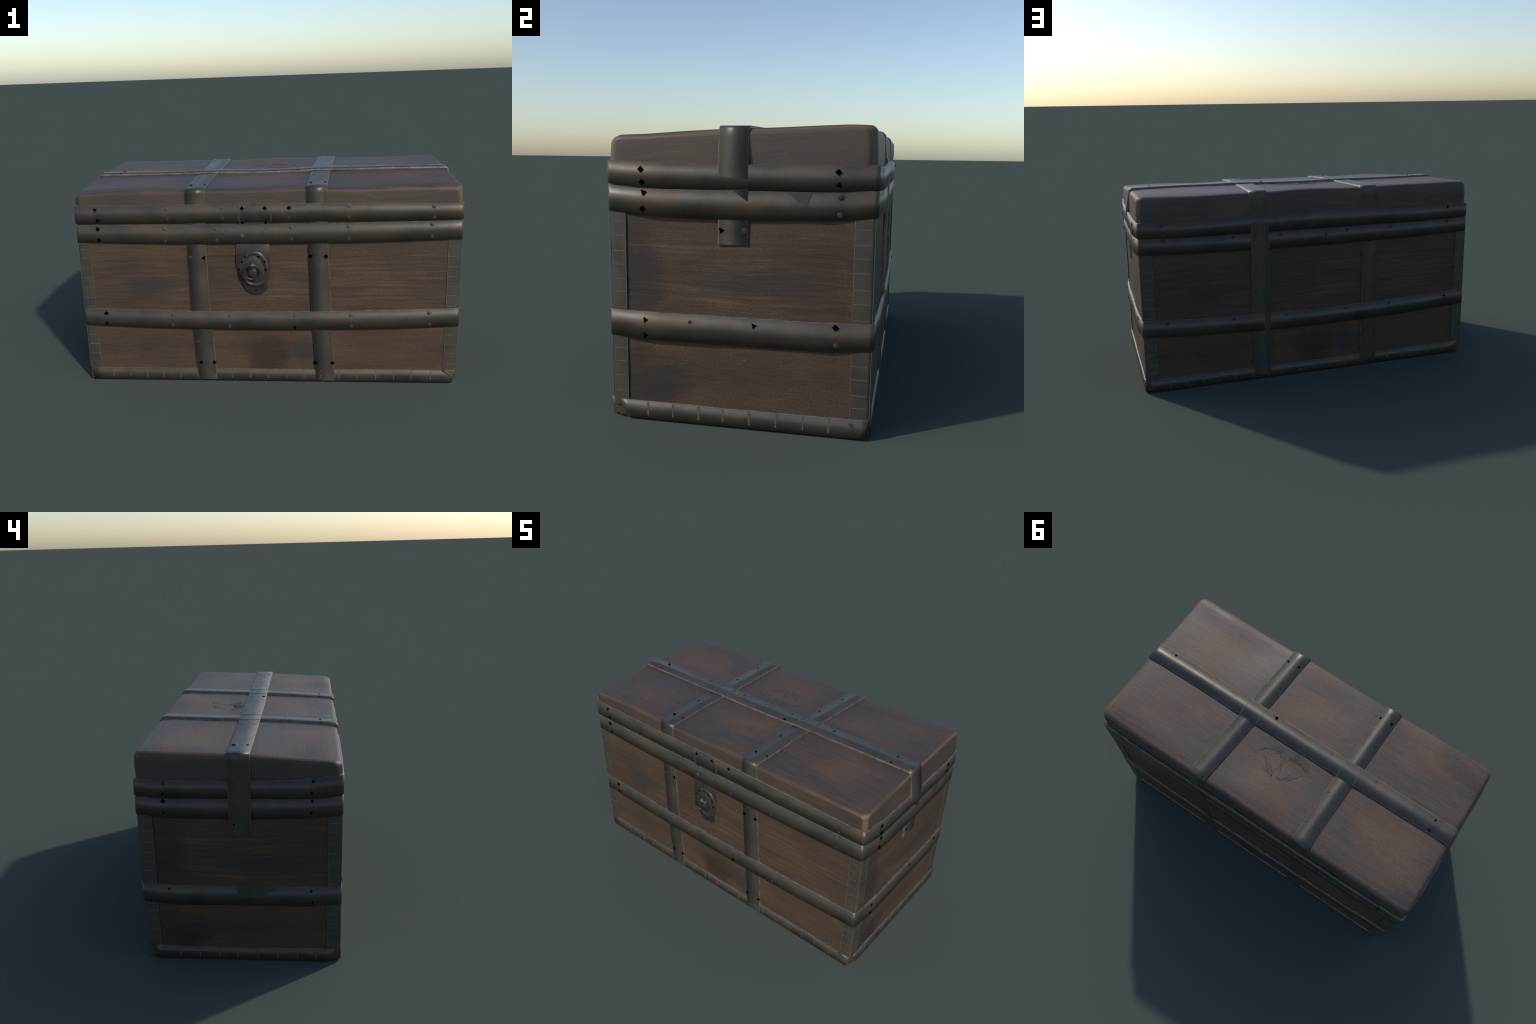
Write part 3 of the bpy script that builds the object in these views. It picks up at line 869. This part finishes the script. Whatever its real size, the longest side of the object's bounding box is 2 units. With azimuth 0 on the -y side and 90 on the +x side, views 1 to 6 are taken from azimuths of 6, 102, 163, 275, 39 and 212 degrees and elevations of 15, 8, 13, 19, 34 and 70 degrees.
plate_outline = [(-0.1438, 0.790), (-0.1483, 0.6934), (-0.1488, 0.6424), (-0.1374, 0.5978), (-0.1223, 0.5598), (-0.1117, 0.5321), (-0.1008, 0.5147),
                 (-0.0814, 0.499), (-0.0517, 0.492), (-0.0216, 0.4972), (0.0088, 0.5179), (0.0123, 0.5594), (0.021, 0.5971), (0.0272, 0.6414), (0.0291, 0.709), (0.0289, 0.790)]
lock = slab('lock_plate', plate_outline, -0.4735, 0.013, [LOCK_IRON, WORN], root, 0.003)
def hasp():
    vs, fs = [], []
    for x in (-0.1245, -0.0420, 0.0395):
        for y, z in ((-0.462, 0.9735), (-0.4772, 0.9722), (-0.4772, 0.8795), (-0.462, 0.8780)):
            vs.append((x, y, z))
    for i in range(2):
        for k in range(4):
            k2 = (k + 1) % 4
            fs.append((i * 4 + k, (i + 1) * 4 + k, (i + 1) * 4 + k2, i * 4 + k2))
    fs += [(0, 1, 2, 3), (8, 9, 10, 11)]
    ob = make('hasp', vs, fs, [HASP_IRON, WORN], root, [1, 0, 0, 0, 1, 0, 0, 0, 1, 1], sharp=None)
    # hard ends, rounded shading across the height only
    me = ob.data
    for e in me.edges:
        xs = [me.vertices[v].co.x for v in e.vertices]
        if abs(xs[0] - xs[1]) < 1e-6 and abs(xs[0] + 0.042) > 0.02:
            e.use_edge_sharp = True
    box('hasp_tongue', -0.1255, 0.0388, -0.4715, -0.462, 0.855, 0.881, [LOCK_IRON], root)
hasp()
beads('hasp_edge', [((x, -0.4768, 0.926), (0.0011, 0.0010, 0.0455)) for x in (-0.1240, 0.0390)], SEAM)

bez = closed_spline([(-0.0633, 0.7265), (-0.0967, 0.710), (-0.121, 0.6763), (-0.1367, 0.6389), (-0.1339, 0.6012), (-0.1154, 0.5667), (-0.0898, 0.5424), (-0.0502, 0.5347),
                     (-0.017, 0.5388), (0.0034, 0.5594), (0.0195, 0.6005), (0.0248, 0.638), (0.0133, 0.672), (-0.0052, 0.7059), (-0.0308, 0.7229)], 4)
inn = [(-0.0641, 0.7057), (-0.0876, 0.6896), (-0.1017, 0.6643), (-0.1089, 0.6319), (-0.1058, 0.6011), (-0.092, 0.5701), (-0.0629, 0.5527), (-0.0297, 0.5561),
       (-0.0075, 0.5801), (-0.0009, 0.6109), (-0.0056, 0.6416), (-0.0192, 0.6756), (-0.0398, 0.6977)]
inn = closed_spline(inn, 4)
def bezel():
    """egg-shaped raised collar with a sunken field"""
    c = Vector((-0.058, 0.625))
    n = 56
    def radius(outline, a):
        best = 0.0
        d = Vector((math.cos(a), math.sin(a)))
        for i in range(len(outline)):
            p = Vector(outline[i]) - c; q = Vector(outline[(i + 1) % len(outline)]) - c
            e = q - p; den = d.x * e.y - d.y * e.x
            if abs(den) < 1e-12: continue
            t = (p.x * e.y - p.y * e.x) / den; s = (p.x * d.y - p.y * d.x) / den
            if t > 0 and -1e-6 <= s <= 1 + 1e-6: best = max(best, t)
        return best
    vs, fs, fm = [], [], []
    prof = ((0.0, -0.4700), (0.06, -0.4755), (0.30, -0.4785), (0.55, -0.4795), (0.85, -0.4775), (1.0, -0.4745))
    for k in range(n):
        a = 2 * math.pi * k / n
        ro, ri = radius(bez, a), radius(inn, a)
        for t, y in prof:
            r = ro + (ri - ro) * t
            vs.append((c.x + r * math.cos(a), y, c.y + r * math.sin(a)))
        vs.append((c.x + ri * 0.93 * math.cos(a), -0.4765, c.y + ri * 0.93 * math.sin(a)))
        vs.append((c.x + ri * 0.5 * math.cos(a), -0.4785, c.y + ri * 0.5 * math.sin(a)))
    m = len(prof) + 2
    vs.append((c.x, -0.4790, c.y)); last = len(vs) - 1
    for k in range(n):
        k2 = (k + 1) % n
        for q in range(m - 1):
            fs.append((k * m + q, k * m + q + 1, k2 * m + q + 1, k2 * m + q))
        fs.append((k * m + m - 1, last, k2 * m + m - 1))
    return make('lock_collar', vs, fs, [LOCK_IRON], lock)
bezel()

def ellipsoid(name, c, r, mat, parent, seg=28, rings=16):
    bm = bmesh.new()
    bmesh.ops.create_uvsphere(bm, u_segments=seg, v_segments=rings, radius=1.0)
    for v in bm.verts:
        v.co = Vector((v.co.x * r[0] + c[0], v.co.y * r[1] + c[1], v.co.z * r[2] + c[2]))
    for f in bm.faces: f.smooth = True
    me = bpy.data.meshes.new(name); bm.to_mesh(me); bm.free()
    me.materials.append(mat)
    ob = bpy.data.objects.new(name, me); COL.objects.link(ob); ob.parent = parent
    return ob
ellipsoid('lock_boss', (-0.0637, -0.475, 0.615), (0.0275, 0.016, 0.036), LOCK_IRON, lock)
ellipsoid('ring_knob', (-0.0642, -0.493, 0.6545), (0.0160, 0.0200, 0.0180), LOCK_IRON, lock)
def torus(name, c, R, r, tilt, mat, parent):
    vs, fs = [], []; n, m = 48, 12
    for i in range(n):
        a = 2 * math.pi * i / n
        for j in range(m):
            b = 2 * math.pi * j / m
            v = Vector(((R + r * math.cos(b)) * math.cos(a), r * math.sin(b), (R + r * math.cos(b)) * math.sin(a)))
            v = Matrix.Rotation(tilt[0], 3, 'X') @ (Matrix.Rotation(tilt[1], 3, 'Z') @ v)
            vs.append(Vector(c) + v)
    for i in range(n):
        for j in range(m):
            fs.append((i * m + j, ((i + 1) % n) * m + j, ((i + 1) % n) * m + (j + 1) % m, i * m + (j + 1) % m))
    return make(name, vs, fs, [mat], parent)
torus('pull_ring', (-0.0665, -0.4980, 0.6205), 0.0400, 0.0054, (0.16, 0.18), POLISHED, lock)
for u, v in ((-0.1163, 0.6695), (-0.0982, 0.6965), (-0.029, 0.697), (0.0002, 0.6704), (0.0038, 0.6255), (-0.1317, 0.6304)):
    fix('small', 'f', u, v, 0.4792, u * 20 + v * 9, 0.85)
fix('small', 'f', -0.0486, 0.5153, 0.4725, 0.4, 0.85)
fix('dull', 'f', -0.076, 0.750, 0.472); fix('small', 'f', -0.037, 0.750, 0.4725, 0.5, 0.5)

# ---- carved plant emblem on the lid ------------------------------------------------------
strokes = []
def spline(pts, n=14):
    P = [Vector(p) for p in pts]
    P = [P[0] * 2 - P[1]] + P + [P[-1] * 2 - P[-2]]
    out = []
    segs = len(P) - 3
    for i in range(n + 1):
        f = i / n * segs; k = min(int(f), segs - 1); t = f - k
        p0, p1, p2, p3 = P[k:k + 4]
        out.append(0.5 * ((2 * p1) + (p2 - p0) * t + (2 * p0 - 5 * p1 + 4 * p2 - p3) * t * t + (3 * p1 - p0 - 3 * p2 + p3) * t ** 3))
    return out
def stroke(pts, w0, w1, w2):
    strokes.append((spline(pts), (w0, w1, w2)))
stemA = [(-0.0030, 0.2530), (0.0035, 0.2424), (0.0057, 0.225), (0.0002, 0.2007), (-0.0042, 0.1786), (-0.0019, 0.161), (0.0054, 0.1439), (0.0206, 0.1247), (0.0366, 0.0998), (0.0499, 0.076)]
stemB = [(-0.0262, 0.2480), (-0.0320, 0.2330), (-0.0241, 0.206), (-0.0147, 0.1861), (-0.0137, 0.1662), (-0.0173, 0.149), (-0.0263, 0.1296), (-0.0299, 0.102), (-0.0334, 0.0699)]
leafC = [(0.0151, 0.1358), (0.0323, 0.1267), (0.0548, 0.1243), (0.0809, 0.1227), (0.1022, 0.1283), (0.1231, 0.1426), (0.1377, 0.1661), (0.1495, 0.1935)]
leafD = [(-0.0046, 0.2543), (0.0198, 0.2448), (0.0395, 0.232), (0.0561, 0.2139), (0.0703, 0.1972), (0.0875, 0.1823), (0.1146, 0.1712)]
leafE = [(-0.029, 0.1337), (-0.0442, 0.1233), (-0.0646, 0.1167), (-0.0929, 0.118), (-0.116, 0.1198), (-0.143, 0.1277), (-0.1758, 0.1446)]
leafF = [(-0.0239, 0.2483), (-0.0497, 0.2379), (-0.0669, 0.2146), (-0.0771, 0.1931), (-0.0873, 0.1716)]
leafG = [(-0.0246, 0.2493), (-0.0563, 0.2436), (-0.0813, 0.228), (-0.1003, 0.2034), (-0.1213, 0.1775), (-0.1379, 0.1531)]
stroke(stemA, 0.0034, 0.0026, 0.0008); stroke(stemB, 0.0028, 0.0026, 0.0008)
stroke([(0.0002, 0.2007), (-0.0080, 0.1770), (-0.0173, 0.149)], 0.0016, 0.0022, 0.0012)
stroke([(-0.0147, 0.1861), (-0.0090, 0.1720), (-0.0019, 0.161)], 0.0016, 0.0022, 0.0012)
stroke(leafC, 0.0014, 0.0022, 0.0008); stroke(leafC[3:], 0.0020, 0.0085, 0.0006)
stroke([(0.0332, 0.1274), (0.0495, 0.128), (0.0632, 0.1405), (0.0782, 0.1492)], 0.0012, 0.0026, 0.0006)
stroke(leafD, 0.0030, 0.0085, 0.0010)
stroke([(0.0047, 0.2548), (0.0351, 0.2465), (0.0573, 0.2383), (0.0754, 0.2301)], 0.0012, 0.0065, 0.0006)
stroke([(-0.0033, 0.2523), (0.0135, 0.2317), (0.0318, 0.215), (0.0498, 0.2008), (0.0646, 0.1873)], 0.0010, 0.0058, 0.0006)
stroke(leafE, 0.0010, 0.0020, 0.0008); stroke(leafE[3:], 0.0016, 0.0085, 0.0006)
stroke(leafF, 0.0016, 0.0064, 0.0006); stroke(leafG, 0.0016, 0.0090, 0.0006)
stroke([(-0.030, 0.246), (-0.060, 0.232), (-0.085, 0.205), (-0.105, 0.172)], 0.0010, 0.0058, 0.0006)
# needle fans at the heads of the two stems
def fan(root_pts, tips, bend, w=0.0026):
    for i, t in enumerate(tips):
        f = i / max(1, len(tips) - 1)
        k = f * (len(root_pts) - 1); a = int(min(k, len(root_pts) - 2)); p = Vector(root_pts[a]).lerp(Vector(root_pts[a + 1]), k - a)
        q = Vector(t); q = p + (q - p) * (1 + 0.16 * noise.noise(Vector((i * 1.7, 3.0, w * 900)))); m = p.lerp(q, 0.5) + Vector((-(q - p).y, (q - p).x)) * bend * (0.5 - f) * 2
        stroke([tuple(p), tuple(m), tuple(q)], 0.0007, w * (0.75 + 0.5 * ((i * 7) % 5) / 4), 0.0004)
def along(pts, n):
    return [tuple(p) for p in spline(pts, n - 1)]
fan([(0.035, 0.122), (0.012, 0.132), (0.0206, 0.1247), (0.030, 0.112)],
    along([(0.1032, 0.1085), (0.0862, 0.0903), (0.0722, 0.0822), (0.0612, 0.0778), (0.047, 0.074), (0.0264, 0.0839), (0.020, 0.092)], 15), 0.10)
fan([(-0.010, 0.150), (-0.022, 0.136), (-0.0275, 0.118), (-0.029, 0.110)],
    along([(0.0130, 0.095), (0.0061, 0.0867), (-0.0065, 0.0793), (-0.0171, 0.0661), (-0.0334, 0.0660)], 9), 0.10)
fan([(-0.0290, 0.115), (-0.031, 0.125), (-0.050, 0.120), (-0.075, 0.117), (-0.10, 0.1185)],
    along([(-0.0424, 0.0667), (-0.0727, 0.0668), (-0.1051, 0.0742), (-0.1357, 0.0916), (-0.1541, 0.1113)], 19), 0.08)
def emblem():
    vs, fs = [], []
    for pts, (w0, w1, w2) in strokes:
        n = len(pts); o = len(vs)
        for i, p in enumerate(pts):
            t = i / (n - 1)
            a = pts[max(0, i - 1)]; b = pts[min(n - 1, i + 1)]
            d = (b - a).normalized(); s = Vector((-d.y, d.x))
            w = (w0 + (w1 - w0) * smooth(0, 0.5, t)) if t < 0.5 else (w1 + (w2 - w1) * smooth(0.5, 1, t))
            for k, h in ((-1, -0.0005), (-0.7, 0.0005), (0, 0.0007), (0.7, 0.0005), (1, -0.0005)):
                q = p + s * w * k
                vs.append((q.x, q.y, lid_z(q.x, q.y) + lid_puff(q.x, q.y) + h))
        for i in range(n - 1):
            for k in range(4):
                q = o + i * 5 + k
                fs.append((q, q + 1, q + 6, q + 5))
            fs.append((o + i * 5 + 4, o + i * 5, o + i * 5 + 5, o + i * 5 + 9))
        fs.append(tuple(o + k for k in range(5))); fs.append(tuple(o + (n - 1) * 5 + k for k in range(5)))
    ob = make('plant_emblem', vs, fs, [INK], root)
    ob['kind'] = 'stuff'
emblem()

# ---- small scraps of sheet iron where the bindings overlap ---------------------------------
def scrap(name, pts, depth, thick, mat):
    n = len(pts); vs = [tuple(p) for p in pts] + [tuple(Vector(p) + Vector(depth) * thick) for p in pts]
    fs = [tuple(range(n)), tuple(range(n, 2 * n))] + [(k, (k + 1) % n, n + (k + 1) % n, n + k) for k in range(n)]
    return make(name, vs, fs, [mat], root, smooth_shade=False)
scrap('iron_scrap', [(-0.9944, y, z) for y, z in ((0.034, 0.412), (0.015, 0.358), (-0.074, 0.352), (-0.117, 0.380), (-0.150, 0.392), (-0.168, 0.412))], (1, 0, 0), 0.006, GUARD)
scrap('iron_scrap', [(0.9978, y, z) for y, z in ((0.194, 0.859), (0.240, 0.815), (0.257, 0.811), (0.277, 0.859))], (-1, 0, 0), 0.006, GUARD)
scrap('iron_scrap', [(x, -0.4719, z) for x, z in ((0.930, 0.0725), (0.972, 0.0725), (0.957, 0.050))], (0, 1, 0), 0.006, PALE)
scrap('iron_scrap', [(x, -0.4721, z) for x, z in ((0.905, 0.0735), (0.925, 0.0735), (0.960, 0.040), (0.952, 0.038))], (0, 1, 0), 0.006, GUARD)
scrap('iron_scrap', [(0.9910, y, z) for y, z in ((0.420, 0.061), (0.432, 0.061), (0.441, 0.036), (0.428, 0.036))], (-1, 0, 0), 0.006, GUARD)

# ---- the rear wall is not quite square: it draws in towards the left end ---------------------
def draw_in(x, y, z):
    return 0.005 * smooth(0.0, -0.95, x) * smooth(0.30, 0.46, y) * smooth(1.01, 0.96, z)
done = set()
for ob in list(root.children_recursive):
    if ob.type != 'MESH':
        continue
    if ob.location.length > 1e-6:
        x, y, z = ob.location
        ob.location.y = y - draw_in(x, y, z)
    elif ob.data.name not in done:
        done.add(ob.data.name)
        for v in ob.data.vertices:
            v.co.y -= draw_in(*v.co)
